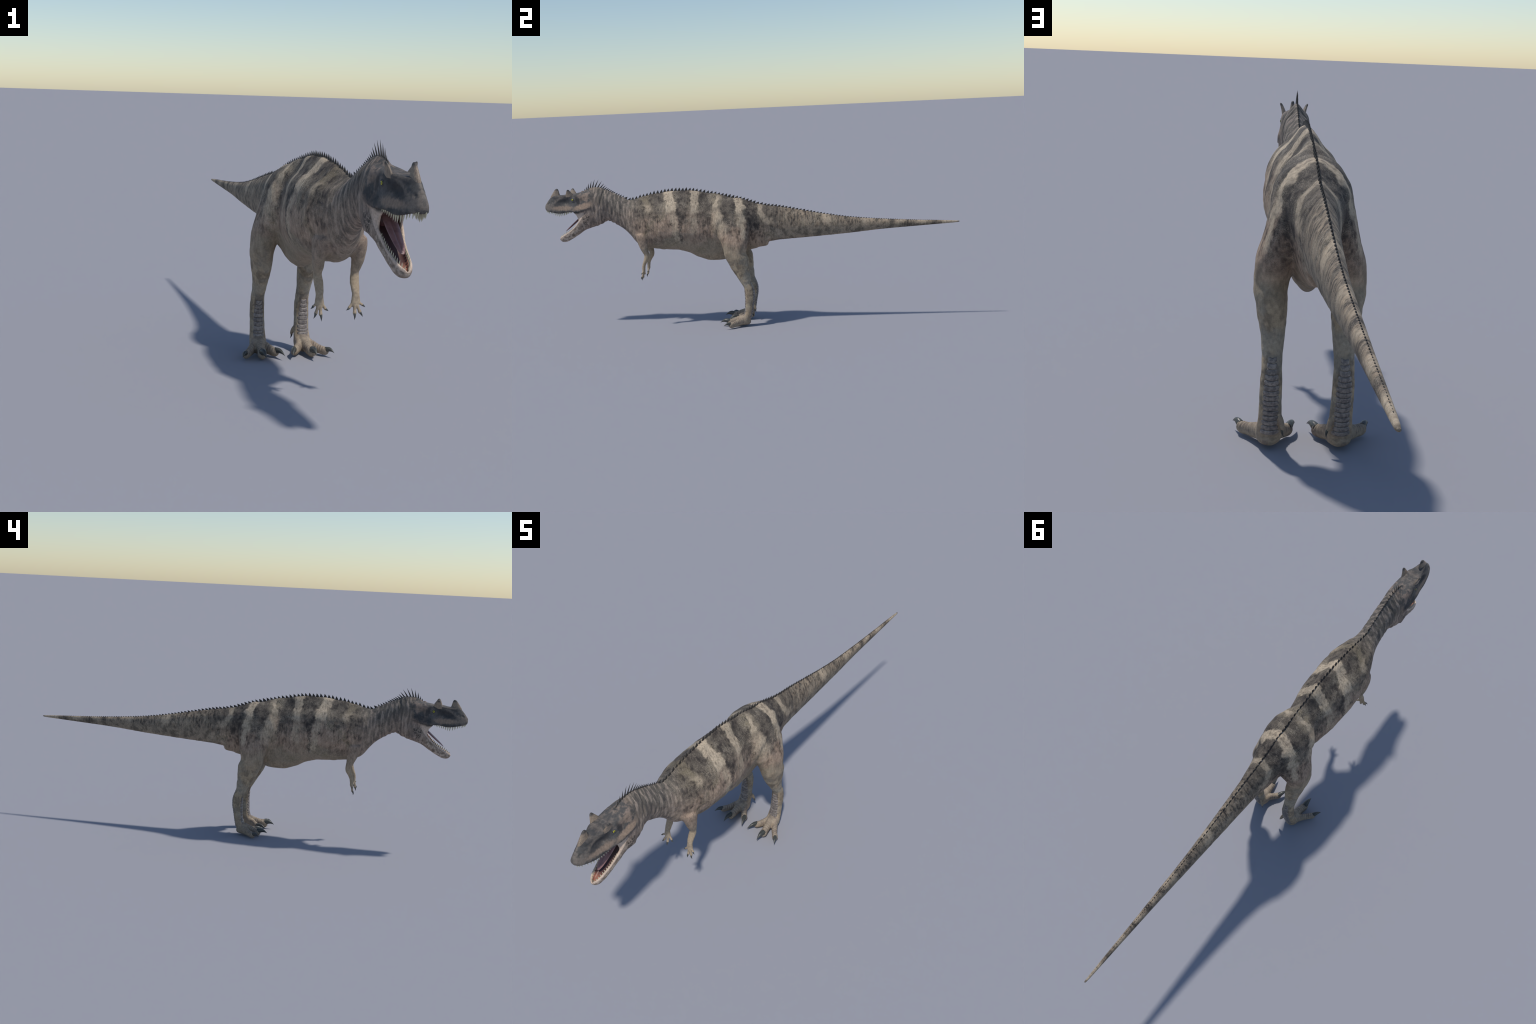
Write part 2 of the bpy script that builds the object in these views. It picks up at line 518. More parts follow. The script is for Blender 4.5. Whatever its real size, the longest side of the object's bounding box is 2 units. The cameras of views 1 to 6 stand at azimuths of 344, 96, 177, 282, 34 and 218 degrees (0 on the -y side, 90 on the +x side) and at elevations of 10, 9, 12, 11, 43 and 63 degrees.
def skin_material():
    t = NT('dinosaur_hide')
    obj = t.node('ShaderNodeTexCoord').outputs['Object']
    sp = t.node('ShaderNodeSeparateXYZ', {0: obj})
    x, y, z = sp.outputs
    ax = t.m('ABSOLUTE', x)
    P = t.node('ShaderNodeCombineXYZ', {0: ax, 1: y, 2: z}).outputs[0]
    # height of the back line along the body, as a curve over y
    fc = t.node('ShaderNodeFloatCurve')
    cm = fc.mapping
    cv = cm.curves[0]
    ks = np.linspace(-1, 1, 17)
    zt = dorsal(ks)
    zt[ks < -.8] = .655
    for i, (a, b) in enumerate(zip(ks, zt)):
        u = (a+1)/2
        if i == 0:
            cv.points[0].location = (u, b)
        elif i == len(ks)-1:
            cv.points[1].location = (u, b)
        else:
            cv.points.new(u, b)
    cm.update()
    t.put(fc.inputs['Value'], t.m('MULTIPLY_ADD', y, .5, .5))
    h = t.sub(fc.outputs[0], z)                       # depth below the back line
    # noises
    n_big = t.noise(P, 11, 3)
    n_mid = t.noise(P, 38, 4, .6)
    n_fine = t.noise(P, 150, 4, .65)
    n_str = t.noise(t.scaled(P, (1, 2.2, .55)), 60, 4, .65)      # vertical streaks
    wob = t.sub(t.noise(P, 26, 3), .5)
    wob2 = t.sub(t.noise(t.scaled(P, (1.0, 1.0, 1.3)), 55, 3), .5)
    yy = t.add(y, t.mul(wob, .045), t.mul(wob2, .022))
    zz = t.add(z, t.mul(t.sub(t.noise(P, 30, 3), .5), .05))

    def blob(yc, zc, ry, rz, soft=.5, amt=1.0):
        dy = t.m('DIVIDE', t.sub(yy, yc), ry)
        dz = t.m('DIVIDE', t.sub(zz, zc), rz)
        r = t.m('SQRT', t.add(t.mul(dy, dy), t.mul(dz, dz)))
        return t.step(r, 1+soft*.5, 1-soft*.5, 0.0, amt)

    def stripe(y0, z0, slope, w, zlo, zhi, amt=1.0, soft=.5):
        c = t.m('MULTIPLY_ADD', t.sub(z, z0), slope, y0)
        dd = t.m('ABSOLUTE', t.sub(yy, c))
        a = t.step(dd, w*(1+soft*.5), w*(1-soft*.5))
        return t.mul(a, t.step(zz, zlo-.012, zlo+.012), t.step(zz, zhi+.012, zhi-.012), amt)

    def total(ms):
        r = ms[0]
        for q in ms[1:]:
            r = t.mx(r, q)
        return r

    body = t.step(y, -.74, -.62)            # 0 on the head, 1 on the body
    # --- base colours
    belly = srgb(146, 132, 114)
    flank = srgb(148, 126, 108)
    back = srgb(94, 85, 75)
    dark = srgb(59, 53, 50)
    pale = srgb(196, 177, 152)
    tan = srgb(166, 148, 123)
    pink = srgb(178, 152, 132)
    olive = srgb(122, 110, 86)
    # vertical zones: back -> flank -> belly
    hb = t.add(h, t.mul(t.sub(n_big, .5), .12), t.mul(wob, .06))
    col = t.mix(t.step(hb, .05, .16), back, flank)
    col = t.mix(t.mul(t.step(hb, .185, .25), body), col, belly)
    col = t.mix(t.mul(t.step(n_big, .47, .66), .6), col, olive)
    # blotches: pinkish light ones on the flank, dark ones on the back
    blo = t.add(t.mul(n_mid, .55), t.mul(n_str, .45))
    col = t.mix(t.mul(t.step(blo, .51, .60), t.step(hb, .32, .18), t.step(hb, .06, .14), .65), col, pink)
    col = t.mix(t.mul(t.step(blo, .49, .40), t.step(hb, .29, .11), .78), col, dark)
    col = t.mix(blob(-.42, .418, .085, .012, 1.4, .45), col, srgb(92, 82, 74))
    # --- dark partner bands beside the pale stripes
    darks = total([
        stripe(-.312, .56, -.10, .024, .50, .70, .75), stripe(-.200, .58, -.05, .030, .48, .70, .75),
        stripe(-.085, .57, -.10, .030, .48, .70, .8), stripe(.018, .53, -.15, .026, .45, .70, .88),
        stripe(-.322, .48, -.12, .005, .40, .56, .85), stripe(-.228, .48, -.05, .004, .42, .56, .6),
        stripe(.130, .52, -.1, .012, .47, .60, .7), stripe(-.425, .60, -.15, .022, .55, .70, .7),
        stripe(-.530, .60, -.1, .028, .53, .70, .6),
        stripe(.22, .50, 0, .018, .475, .60, .6), stripe(.30, .50, 0, .018, .465, .60, .65), stripe(.45, .48, 0, .020, .46, .60, .55),
        stripe(.53, .48, 0, .014, .455, .60, .4), stripe(.68, .48, 0, .022, .452, .60, .6), stripe(.77, .48, 0, .020, .452, .60, .45), stripe(.88, .48, 0, .02, .45, .6, .35),
        blob(-.085, .460, .018, .032, 1.0, .65), blob(.000, .43, .012, .050, 1.0, .55), blob(-.130, .555, .018, .006, .9, .7), blob(-.44, .535, .012, .009, 1.0, .6)])
    darks = t.mul(darks, t.step(blo, .62, .46, .60, 1.0))
    col = t.mix(darks, col, dark)
    # --- pale stripes
    pales = total([
        stripe(-.371, .60, -.17, .021, .555, .70, .9), stripe(-.350, .52, -.12, .013, .42, .545, .55),
        stripe(-.256, .60, -.02, .016, .545, .70, .72), stripe(-.252, .50, 0, .014, .45, .532, .45),
        stripe(-.148, .59, .30, .010, .565, .62, .62), blob(-.135, .515, .024, .042, 1.0, .85), blob(-.12, .47, .03, .03, 1.2, .45),
        stripe(-.036, .58, -.45, .0200, .565, .70, .85), stripe(-.034, .55, -.35, .0140, .50, .60, .85), stripe(-.030, .50, -.20, .011, .42, .51, .6), stripe(.068, .53, -.2, .010, .49, .70, .5),
        blob(-.475, .58, .020, .018, 1.0, .6), blob(.105, .49, .020, .018, 1.0, .5),
        stripe(.19, .52, -.1, .010, .50, .60, .35), stripe(.26, .52, 0, .012, .48, .60, .4),
        stripe(.375, .50, 0, .020, .477, .60, .8), stripe(.57, .48, 0, .026, .473, .60, .65), stripe(.64, .48, 0, .018, .473, .6, .5), stripe(.725, .48, 0, .022, .467, .60, .65),
        stripe(.82, .47, 0, .022, .462, .6, .6), stripe(.95, .46, 0, .035, .45, .6, .7)])
    pales = t.mul(pales, t.step(blo, .36, .52, .45, 1.0), t.step(n_fine, .34, .52, .75, 1.0))
    col = t.mix(pales, col, pale)
    tt = t.mul(t.step(y, .09, .22), t.step(zz, .452, .478), t.step(n_str, .44, .56), .55)
    col = t.mix(tt, col, srgb(158, 139, 117))
    # --- limbs tan, feet a little warmer
    low = t.step(t.add(z, t.mul(wob, .10)), .42, .27)
    limb = t.mul(low, t.step(y, -.60, -.55))
    trunk_under = t.mul(t.step(y, -.20, -.24), t.step(y, -.60, -.50), t.step(z, .30, .33))
    limb = t.mul(limb, t.m('MULTIPLY_ADD', trunk_under, -.6, 1.0))
    col = t.mix(t.mul(limb, .85), col, tan)
    col = t.mix(t.mul(limb, t.step(n_mid, .56, .42), .7), col, srgb(114, 102, 88))
    col = t.mix(t.mul(limb, t.step(n_big, .48, .60), .5), col, srgb(148, 144, 134))
    footm = t.step(t.add(z, t.mul(wob, .05)), .10, .045)
    col = t.mix(t.mul(footm, .5), col, srgb(164, 144, 122))
    col = t.mix(t.mul(footm, t.step(n_mid, .52, .64), .6), col, srgb(112, 98, 92))
    handm = t.mul(t.step(z, .37, .33), t.step(y, -.42, -.45))
    col = t.mix(t.mul(handm, .6), col, srgb(180, 159, 132))
    tl = t.mul(t.step(y, .07, .16), t.step(zz, .478, .452), t.step(y, .80, .60))
    col = t.mix(t.mul(tl, .8), col, t.mix(t.step(n_mid, .42, .60), srgb(106, 97, 85), srgb(146, 132, 114)))
    shank = t.mul(t.step(t.m('ABSOLUTE', t.sub(ax, .075)), .0165, .0125), t.step(z, .045, .06), t.step(z, .205, .17), t.step(y, -.10, -.06))
    col = t.mix(t.mul(shank, .7), col, srgb(86, 79, 77))
    rad = t.m('SQRT', t.add(t.m('POWER', t.sub(ax, .075), 2.0), t.m('POWER', t.add(y, .030), 2.0)))
    band = t.step(t.m('SINE', t.mul(t.add(rad, t.mul(wob2, .006)), 2*math.pi/.0085)), .1, -.7)
    toeb = t.mul(t.step(rad, .026, .040), t.step(z, .012, .022), t.step(z, .055, .045), t.step(y, -.25, -.2))
    col = t.mix(t.mul(toeb, t.mul(t.m('MULTIPLY_ADD', band, .32, .32), t.step(n_mid, .40, .58))), col, srgb(96, 84, 80))
    n_neck = t.noise(t.scaled(P, (.8, 2.4, .45)), 40, 3, .55)
    # --- neck: vertical grey streaks
    neckm = t.mul(t.step(y, -.775, -.74), t.step(y, -.50, -.60))
    col = t.mix(t.mul(neckm, .75), col, t.mix(t.step(hb, .03, .12), srgb(100, 94, 88), srgb(136, 121, 110)))
    col = t.mix(t.mul(neckm, t.step(n_neck, .52, .40), .65), col, srgb(78, 74, 70))
    col = t.mix(t.mul(neckm, t.step(n_neck, .52, .64), .6), col, srgb(172, 155, 140))
    # --- head
    headm = t.step(y, -.735, -.775)
    hw = t.sub(t.noise(P, 70, 3), .5)
    hy = t.add(y, t.mul(hw, .022))
    hz = t.add(z, t.mul(t.sub(t.noise(P, 85, 3), .5), .016))

    def spot(yc, zc, ry, rz, soft=.8, amt=1.0, tilt=0.0):
        a = t.sub(hy, yc)
        dy = t.m('DIVIDE', a, ry)
        dz = t.m('DIVIDE', t.sub(t.m('MULTIPLY_ADD', a, -tilt, hz), zc), rz)
        r = t.m('SQRT', t.add(t.mul(dy, dy), t.mul(dz, dz)))
        return t.step(r, 1+soft*.5, 1-soft*.5, 0.0, amt)

    hc = t.mix(t.step(n_mid, .42, .60), srgb(82, 80, 78), srgb(110, 102, 95))
    hc = t.mix(t.mul(t.step(y, -.84, -.79), t.step(n_mid, .45, .60), .6), hc, srgb(152, 132, 117))
    left = t.step(x, -.01, .01)
    hc = t.mix(total([spot(-.905, .590, .052, .011, .9, .60), t.mul(left, spot(-.800, .596, .045, .013, .9, .9, .25)), spot(-.80, .640, .03, .012, 1.0, .4)]), hc, srgb(158, 136, 117))
    hd = total([t.mul(t.inv(left), spot(-.800, .594, .048, .016, .8, .8, .2)), t.mul(t.inv(left), spot(-.815, .62, .03, .022, 1.0, .4)), spot(-.905, .621, .042, .015, .8, 1.0, .32), spot(-.872, .628, .020, .020, .8, .75), spot(-.826, .624, .010, .022, .7, .95, -.5),
                spot(-.945, .644, .022, .010, .8, .7), spot(-.795, .577, .060, .006, .8, .7, .22), spot(-.93, .5715, .07, .0055, .9, .65), spot(-.875, .6475, .05, .007, .9, .5)])
    hc = t.mix(t.mul(hd, .88), hc, srgb(54, 54, 56))
    hc = t.mix(spot(-.852, .616, .018, .019, .8, .6), hc, srgb(97, 95, 94))
    # lower jaw and throat
    line = t.sub(z, t.m('MULTIPLY_ADD', t.mx(t.add(y, .83), 0.0), .33, .560))        # z below the lip line
    jawm = t.mul(t.step(line, .006, -.006), headm)
    jc = t.mix(t.step(n_mid, .44, .58), srgb(138, 122, 109), srgb(182, 166, 151))
    jc = t.mix(t.step(y, -.84, -.78), jc, t.mix(t.step(n_str, .42, .6), srgb(120, 107, 98), srgb(148, 132, 120)))
    jc = t.mix(t.mul(t.step(hw, .02, .09), t.step(y, -.76, -.82), .6), jc, srgb(96, 84, 74))
    vr = t.node('ShaderNodeTexVoronoi', {'Vector': t.scaled(P, (1, 1.25, .85)), 'Scale': 100.0}, feature='DISTANCE_TO_EDGE').outputs['Distance']
    sc = t.mul(spot(-.785, .530, .022, .026, 1.0), t.step(vr, .04, .14))
    jc = t.mix(t.mul(sc, t.step(n_mid, .44, .54), .85), jc, srgb(52, 49, 47))
    jr = np.array([r for r in JAW if r[0] < -.80])
    k3, k2, k1, k0 = [float(v) for v in np.polyfit(jr[:, 0], jr[:, 1], 3)]
    zu = t.m('MULTIPLY_ADD', t.m('MULTIPLY_ADD', t.m('MULTIPLY_ADD', y, k3, k2), y, k1), y, k0)
    rim = t.mul(t.step(t.sub(z, zu), -.009, -.004), t.step(y, -.79, -.815))
    jc = t.mix(t.mul(rim, .8), jc, srgb(206, 184, 166))
    hc = t.mix(jawm, hc, jc)
    col = t.mix(headm, col, hc)
    # --- fine scale net and mottling over everything
    v1 = t.node('ShaderNodeTexVoronoi', {'Vector': P, 'Scale': 260.0}, feature='DISTANCE_TO_EDGE').outputs['Distance']
    net = t.mul(t.step(v1, .16, .02), t.step(n_mid, .38, .56), t.step(z, .30, .42), .42)
    col = t.mix(t.mul(net, body), col, srgb(160, 148, 131))
    v3 = t.node('ShaderNodeTexVoronoi', {'Vector': t.node('ShaderNodeVectorMath', {0: P, 1: t.scaled(t.node('ShaderNodeTexNoise', {'Vector': P, 'Scale': 90.0}).outputs['Color'], (.006, .006, .006))}, operation='ADD').outputs[0], 'Scale': 185.0}, feature='DISTANCE_TO_EDGE').outputs['Distance']
    net2 = t.mul(t.step(v3, .13, .03), t.step(n_big, .50, .58), t.step(z, .36, .42), t.step(y, -.5, -.4), .34)
    col = t.mix(net2, col, srgb(178, 166, 150))
    v2 = t.node('ShaderNodeTexVoronoi', {'Vector': P, 'Scale': 330.0}, feature='DISTANCE_TO_EDGE').outputs['Distance']
    val = t.add(t.m('MULTIPLY_ADD', n_fine, 1.0, .50), t.mul(t.sub(n_str, .5), .5))
    vv = t.node('ShaderNodeCombineColor', {0: val, 1: val, 2: val}).outputs[0]
    col = t.mix(1.0, col, vv, 'MULTIPLY')
    t.put(t.bsdf.inputs['Base Color'], col)
    t.put(t.bsdf.inputs['Roughness'], .72)
    t.put(t.bsdf.inputs['Specular IOR Level'], .25)
    hgt = t.add(t.mul(t.step(v2, .0, .12), .5), t.mul(n_fine, .8), t.mul(n_str, .8))
    bp = t.node('ShaderNodeBump', {'Strength': .35, 'Distance': .0015, 'Height': hgt})
    t.put(t.bsdf.inputs['Normal'], bp.outputs[0])
    return t.mat


def simple_material(name, c1, c2, scale, rough=.5, spec=.4, bump=.2, stretch=(1, 1, 1), random_value=0.0):
    t = NT(name)
    obj = t.node('ShaderNodeTexCoord').outputs['Object']
    n = t.noise(t.scaled(obj, stretch), scale, 4, .6)
    col = t.mix(t.step(n, .35, .65), c1, c2)
    if random_value:
        rnd = t.node('ShaderNodeObjectInfo').outputs['Random']
        v = t.m('MULTIPLY_ADD', rnd, random_value, 1-random_value*.5)
        vv = t.node('ShaderNodeCombineColor', {0: v, 1: v, 2: v}).outputs[0]
        col = t.mix(1.0, col, vv, 'MULTIPLY')
    t.put(t.bsdf.inputs['Base Color'], col)
    t.put(t.bsdf.inputs['Roughness'], rough)
    t.put(t.bsdf.inputs['Specular IOR Level'], spec)
    bp = t.node('ShaderNodeBump', {'Strength': bump, 'Distance': .001, 'Height': n})
    t.put(t.bsdf.inputs['Normal'], bp.outputs[0])
    return t.mat


def horn_material():
    """tan horn with vertical streaks, dark worn tip (local z 0..1)"""
    t = NT('horn_keratin')
    obj = t.node('ShaderNodeTexCoord').outputs['Generated']
    z = t.node('ShaderNodeSeparateXYZ', {0: obj}).outputs[2]
    n = t.noise(t.scaled(obj, (3, 9, .6)), 3.0, 4, .6)
    col = t.mix(t.step(n, .35, .65), srgb(112, 99, 87), srgb(152, 135, 116))
    col = t.mix(t.step(t.add(z, t.mul(t.sub(n, .5), .3)), .72, .92), col, srgb(66, 62, 58))
    t.put(t.bsdf.inputs['Base Color'], col)
    t.put(t.bsdf.inputs['Roughness'], .55)
    bp = t.node('ShaderNodeBump', {'Strength': .4, 'Distance': .001, 'Height': n})
    t.put(t.bsdf.inputs['Normal'], bp.outputs[0])
    return t.mat


def eye_material():
    """yellow iris around a dark pupil; local +x is the optical axis"""
    t = NT('yellow_eye')
    obj = t.node('ShaderNodeTexCoord').outputs['Object']
    sx, sy, sz = t.node('ShaderNodeSeparateXYZ', {0: obj}).outputs
    r = t.m('SQRT', t.add(t.mul(sy, sy, 1.3), t.mul(sz, sz)))
    n = t.noise(obj, 9, 3)
    iris = t.mix(t.step(n, .4, .6), srgb(150, 142, 30), srgb(196, 190, 60))
    col = t.mix(t.step(r, .26, .31), srgb(14, 13, 12), iris)
    col = t.mix(t.step(r, .62, .70), col, srgb(30, 30, 30))
    t.put(t.bsdf.inputs['Base Color'], col)
    t.put(t.bsdf.inputs['Roughness'], .15)
    return t.mat

# ---------------------------------------------------------- small pieces
def mesh_from_rings(name, rings, mat, smooth=True):
    s = Shell()
    s.rings(rings)
    me = s.mesh(name)
    me.materials.append(mat)
    if smooth:
        me.polygons.foreach_set('use_smooth', [True]*len(me.polygons))
    return me


def add_obj(name, me, parent, matrix=None):
    ob = bpy.data.objects.new(name, me)
    bpy.context.scene.collection.objects.link(ob)
    ob.parent = parent
    if matrix is not None:
        ob.matrix_basis = matrix
    return ob


def frame(origin, zdir, xhint, sx, sy, sz):
    """matrix taking a unit piece (z along its length) into place"""
    zd = Vector(zdir).normalized()
    xd = Vector(xhint)
    xd = (xd - zd*xd.dot(zd)).normalized()
    yd = zd.cross(xd)
    M = Matrix(((xd.x*sx, yd.x*sy, zd.x*sz, origin[0]), (xd.y*sx, yd.y*sy, zd.y*sz, origin[1]),
                (xd.z*sx, yd.z*sy, zd.z*sz, origin[2]), (0, 0, 0, 1)))
    return M


def cone_mesh(name, mat, profile, m=12, flat=1.0, hook=0.0, lens=0.0):
    """unit piece: profile [(z, r)], bent by hook along +x"""
    rings = []
    a = np.linspace(0, 2*np.pi, m, endpoint=False)
    for zz, r in profile:
        rings.append(np.stack([np.cos(a)*r + hook*zz*zz, np.sin(a)*r*flat, np.full(m, zz)], 1))
    return mesh_from_rings(name, rings, mat)


# ------------------------------------------------------------------- build
def build():
    skin = skin_material()
    m_spine = simple_material('spine_keratin', srgb(44, 41, 39), srgb(62, 58, 54), 3, .6, .3, .2, random_value=.25)
    m_claw = simple_material('claw_keratin', srgb(54, 55, 52), srgb(78, 78, 72), 2.5, .38, .5, .15, (1, 1, .5), .15)
    m_tooth = simple_material('tooth_enamel', srgb(186, 178, 148), srgb(206, 200, 176), 3, .35, .5, .1, (1, 1, .4), .15)
    m_tongue = simple_material('tongue_flesh', srgb(126, 92, 90), srgb(146, 108, 104), 60, .4, .5, .3)
    tg = NT('mouth_flesh')
    og = tg.node('ShaderNodeTexCoord').outputs['Object']
    gy = tg.node('ShaderNodeSeparateXYZ', {0: og}).outputs[1]
    gn = tg.noise(og, 60, 3)
    gc = tg.mix(tg.step(gn, .35, .65), srgb(140, 92, 76), srgb(164, 112, 92))
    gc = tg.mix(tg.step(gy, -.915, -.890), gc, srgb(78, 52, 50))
    tg.put(tg.bsdf.inputs['Base Color'], gc)
    tg.put(tg.bsdf.inputs['Roughness'], .45)
    m_gum = tg.mat
    m_scute = simple_material('leg_scute', srgb(98, 91, 89), srgb(142, 132, 124), 160, .42, .5, .3, random_value=.3)  # base colours lightened to paint in the bright highlights on the plates
    m_horn = horn_material()
    m_eye = eye_material()
    m_lid = simple_material('eyelid_skin', srgb(70, 70, 74), srgb(100, 98, 98), 200, .6, .3, .3)

    root = bpy.data.objects.new('horned_dinosaur', None)
    bpy.context.scene.collection.objects.link(root)
    root['label'] = 'striped grey-brown horned theropod dinosaur standing with jaws open'
    root['category'] = 'dinosaur'

    me = fuse_body()
    co = sculpt(me)
    vn = np.empty(len(co)*3, np.float32)
    me.vertex_normals.foreach_get('vector', vn)
    vn = vn.reshape(-1, 3)

    # ---- separate the faces by region
    nf = len(me.polygons)
    ls = np.empty(nf, np.int32); lt = np.empty(nf, np.int32)
    me.polygons.foreach_get('loop_start', ls)
    me.polygons.foreach_get('loop_total', lt)
    lv = np.empty(len(me.loops), np.int32)
    me.loops.foreach_get('vertex_index', lv)
    cen = np.add.reduceat(co[lv], ls, axis=0)/lt[:, None]
    cx, cy, cz = cen.T
    acx = np.abs(cx)
    reg = np.full(nf, 'torso', dtype='<U12')
    reg[cy > .085 + .10*(cz-.48)] = 'tail'
    reg[cy < -.565 - .35*(cz-.53)] = 'neck'
    reg[cy < -.755 + .18*(cz-.60)] = 'head'
    jaw_line = .5475 - .45*(cy+.835)
    jaw_line = np.where(cy < -.835, .535, np.where(cy > -.80, .5317-.30*(cy+.80), jaw_line))
    reg[(reg == 'head') & (cz < jaw_line)] = 'lower_jaw'
    reg[(cy > -.60) & (cy < -.44) & (acx > .028) & (cz < .412 - .35*(acx-.05))] = 'forelimb'
    reg[(reg == 'forelimb') & (cz < .290)] = 'hand'
    reg[(cy > -.22) & (cy < .07) & (acx > .030) & (cz < .40 + .6*(acx-.06))] = 'hindlimb'
    reg[(reg == 'hindlimb') & (cz < .058)] = 'foot'
    reg[(cy > -.20) & (cy < .05) & (cz < .058)] = 'foot'
    parts = {}
    for name in ('torso', 'neck', 'head', 'lower_jaw', 'tail', 'forelimb', 'hand', 'hindlimb', 'foot'):
        sides = (None,) if name in ('torso', 'neck', 'head', 'lower_jaw', 'tail') else (1, -1)
        for sd in sides:
            sel = reg == name
            if sd:
                sel &= (cx*sd > 0)
            fi = np.nonzero(sel)[0]
            vidx = np.concatenate([lv[ls[fi]+k] for k in range(4)]) if len(fi) else np.array([], int)
            uniq, invi = np.unique(vidx, return_inverse=True)
            quads = invi.reshape(4, -1).T
            pm = bpy.data.meshes.new(name)
            pm.from_pydata(co[uniq].tolist(), [], quads.tolist())
            pm.polygons.foreach_set('use_smooth', [True]*len(pm.polygons))
            pm.materials.append(skin)
            pm.normals_split_custom_set_from_vertices(vn[uniq].tolist())
            pm.update()
            parts[(name, sd)] = add_obj(name, pm, root)
    bpy.data.meshes.remove(me)
    P = lambda n, s=None: parts[(n, s)]

    # ---- back spines: slender bristles on the nape, saw blades further back
    prof = [(-.12, .5), (0, .5), (.25, .41), (.5, .29), (.75, .155), (.93, .05), (1.0, .008)]
    blade = cone_mesh('back_spine', m_spine, prof, 10, .50, .22)
    bristle = cone_mesh('nape_spine', m_spine, [(-.06, .5), (0, .5), (.3, .38), (.6, .24), (.85, .10), (1, .01)], 10, .75, .22)
    # nape bristles: y, length, backward lean (dy/dz)
    nape = [(-.797, .013, -.05), (-.789, .020, 0.0), (-.779, .0265, .08), (-.768, .034, .16), (-.757, .0415, .28), (-.745, .042, .48),
            (-.731, .0375, .66), (-.718, .029, .85), (-.708, .0225, 1.0), (-.699, .019, 1.2), (-.690, .0175, 1.3), (-.682, .0165, 1.45),
            (-.673, .0155, 1.6), (-.664, .0145, 1.7), (-.655, .0130, 1.6), (-.643, .0120, 1.2), (-.632, .0115, .9), (-.622, .0115, .8), (-.611, .0125, .7)]
    for yv, L, lean in nape:
        zt = float(dorsal(yv)[0])
        if yv < -.785:
            zt = float(np.interp(yv, [-.80, -.785], [.666, .6725]))
        dirv = (0, lean, 1)
        ob = add_obj('nape_spine', bristle, P('neck'), frame((0, yv, zt-.001), dirv, (0, 1, 0), .0070, .0052, L))
    yv = -.598
    while yv < .965:
        gap = np.interp(yv, [-.6, .25, .5, .95], [.0178, .0168, .0125, .0075])
        H = np.interp(yv, [-.6, -.5, -.3, -.05, .15, .3, .5, .8, .95], [.0140, .0165, .0172, .0148, .0128, .0098, .0064, .0042, .0026])
        H *= rng.uniform(.9, 1.08)
        zt = float(dorsal(yv)[0])
        sl = float(dorsal(yv+.004)[0]-dorsal(yv-.004)[0])/.008
        base = np.interp(yv, [-.6, -.3, .1, .5, .95], [.0125, .0145, .0135, .0085, .0045])
        lean = np.interp(yv, [-.6, -.3, 0, .3], [.25, .05, .30, .45])
        dirv = (0, -sl+lean, 1)
        par = P('neck') if yv < -.57 else P('torso') if yv < .09 else P('tail')
        add_obj('back_spine', blade, par, frame((0, yv, zt-.0012), dirv, (0, 1, 0), base*1.15, base*.95, H*1.02))
        yv += gap*rng.uniform(.95, 1.05)

    # ---- horns: flattened blades with rounded tips
    def horn_mesh(name, path, m=18):
        """path: (x, y, z, half x, half y); sections are horizontal ovals"""
        C = catmull(np.array(path, float), 4)
        a = np.linspace(0, 2*np.pi, m, endpoint=False)
        rings = [np.stack([c[0]+np.cos(a)*c[3]*1.2, c[1]+np.sin(a)*c[4], np.full(m, c[2])+0*a], 1) for c in C]
        return mesh_from_rings(name, rings, m_horn)
    nasal = [(0, -.946, .636, .0085, .0265), (0, -.9455, .646, .0080, .0245), (0, -.9435, .658, .0065, .0185), (0, -.9410, .669, .0050, .0135),
             (0, -.9390, .677, .0040, .0090), (0, -.9380, .6815, .0026, .0050), (0, -.9378, .6832, .0006, .0012)]
    add_obj('nasal_horn', horn_mesh('nasal_horn', nasal), P('head'))
    for sd in (1, -1):
        brow = [(.0255, -.8660, .642, .0062, .0230), (.0275, -.8660, .650, .0056, .0205), (.0305, -.8675, .660, .0046, .0155), (.0338, -.8690, .669, .0038, .0105),
                (.0362, -.8695, .6745, .0032, .0072), (.0378, -.8695, .6782, .0020, .0040), (.0384, -.8695, .6796, .0005, .0010)]
        add_obj('brow_horn', horn_mesh('brow_horn', [(sd*p[0], *p[1:]) for p in brow]), P('head'))

    # ---- eyes with lids
    a = np.linspace(0, 2*np.pi, 24, endpoint=False)
    rings = [np.stack([np.full(24, math.cos(t)), math.sin(t)*np.cos(a), math.sin(t)*np.sin(a)], 1) for t in np.linspace(.02, math.pi-.02, 18)]
    eye_me = mesh_from_rings('eyeball', rings, m_eye)
    for sd in (1, -1):
        axis = Vector((sd*1.0, -.18, .10)).normalized()
        ex = frame((sd*.0318, -.850, .629), (0, 0, 1), axis, 1, 1, 1)
        add_obj('eye', eye_me, P('head'), ex @ Matrix.Scale(.0075, 4))
        for up in (1, -1):
            pts = []
            for k in np.linspace(-1.15, 1.15, 9):
                pts.append((sd*(.0368-.0028*abs(k)**2*.6), -.850+.0080*math.sin(k)*1.05, .629+up*(.0076*math.cos(k)-.0006), .0014-.0004*abs(k)))
            me2 = mesh_from_rings('eyelid', tube_rings(pts, 3, 8, (1, 0, 0)), m_lid)
            add_obj('eyelid', me2, P('head'))

    # ---- teeth
    tooth = cone_mesh('tooth', m_tooth, [(-.25, .46), (0, .5), (.3, .46), (.6, .33), (.85, .16), (.97, .05), (1, .01)], 10, .7, .18)
    skull_at = lambda yy: smooth_table(SKULL, np.array([yy]))[0]
    jaw_at = lambda yy: smooth_table(JAW, np.array([yy]))[0]
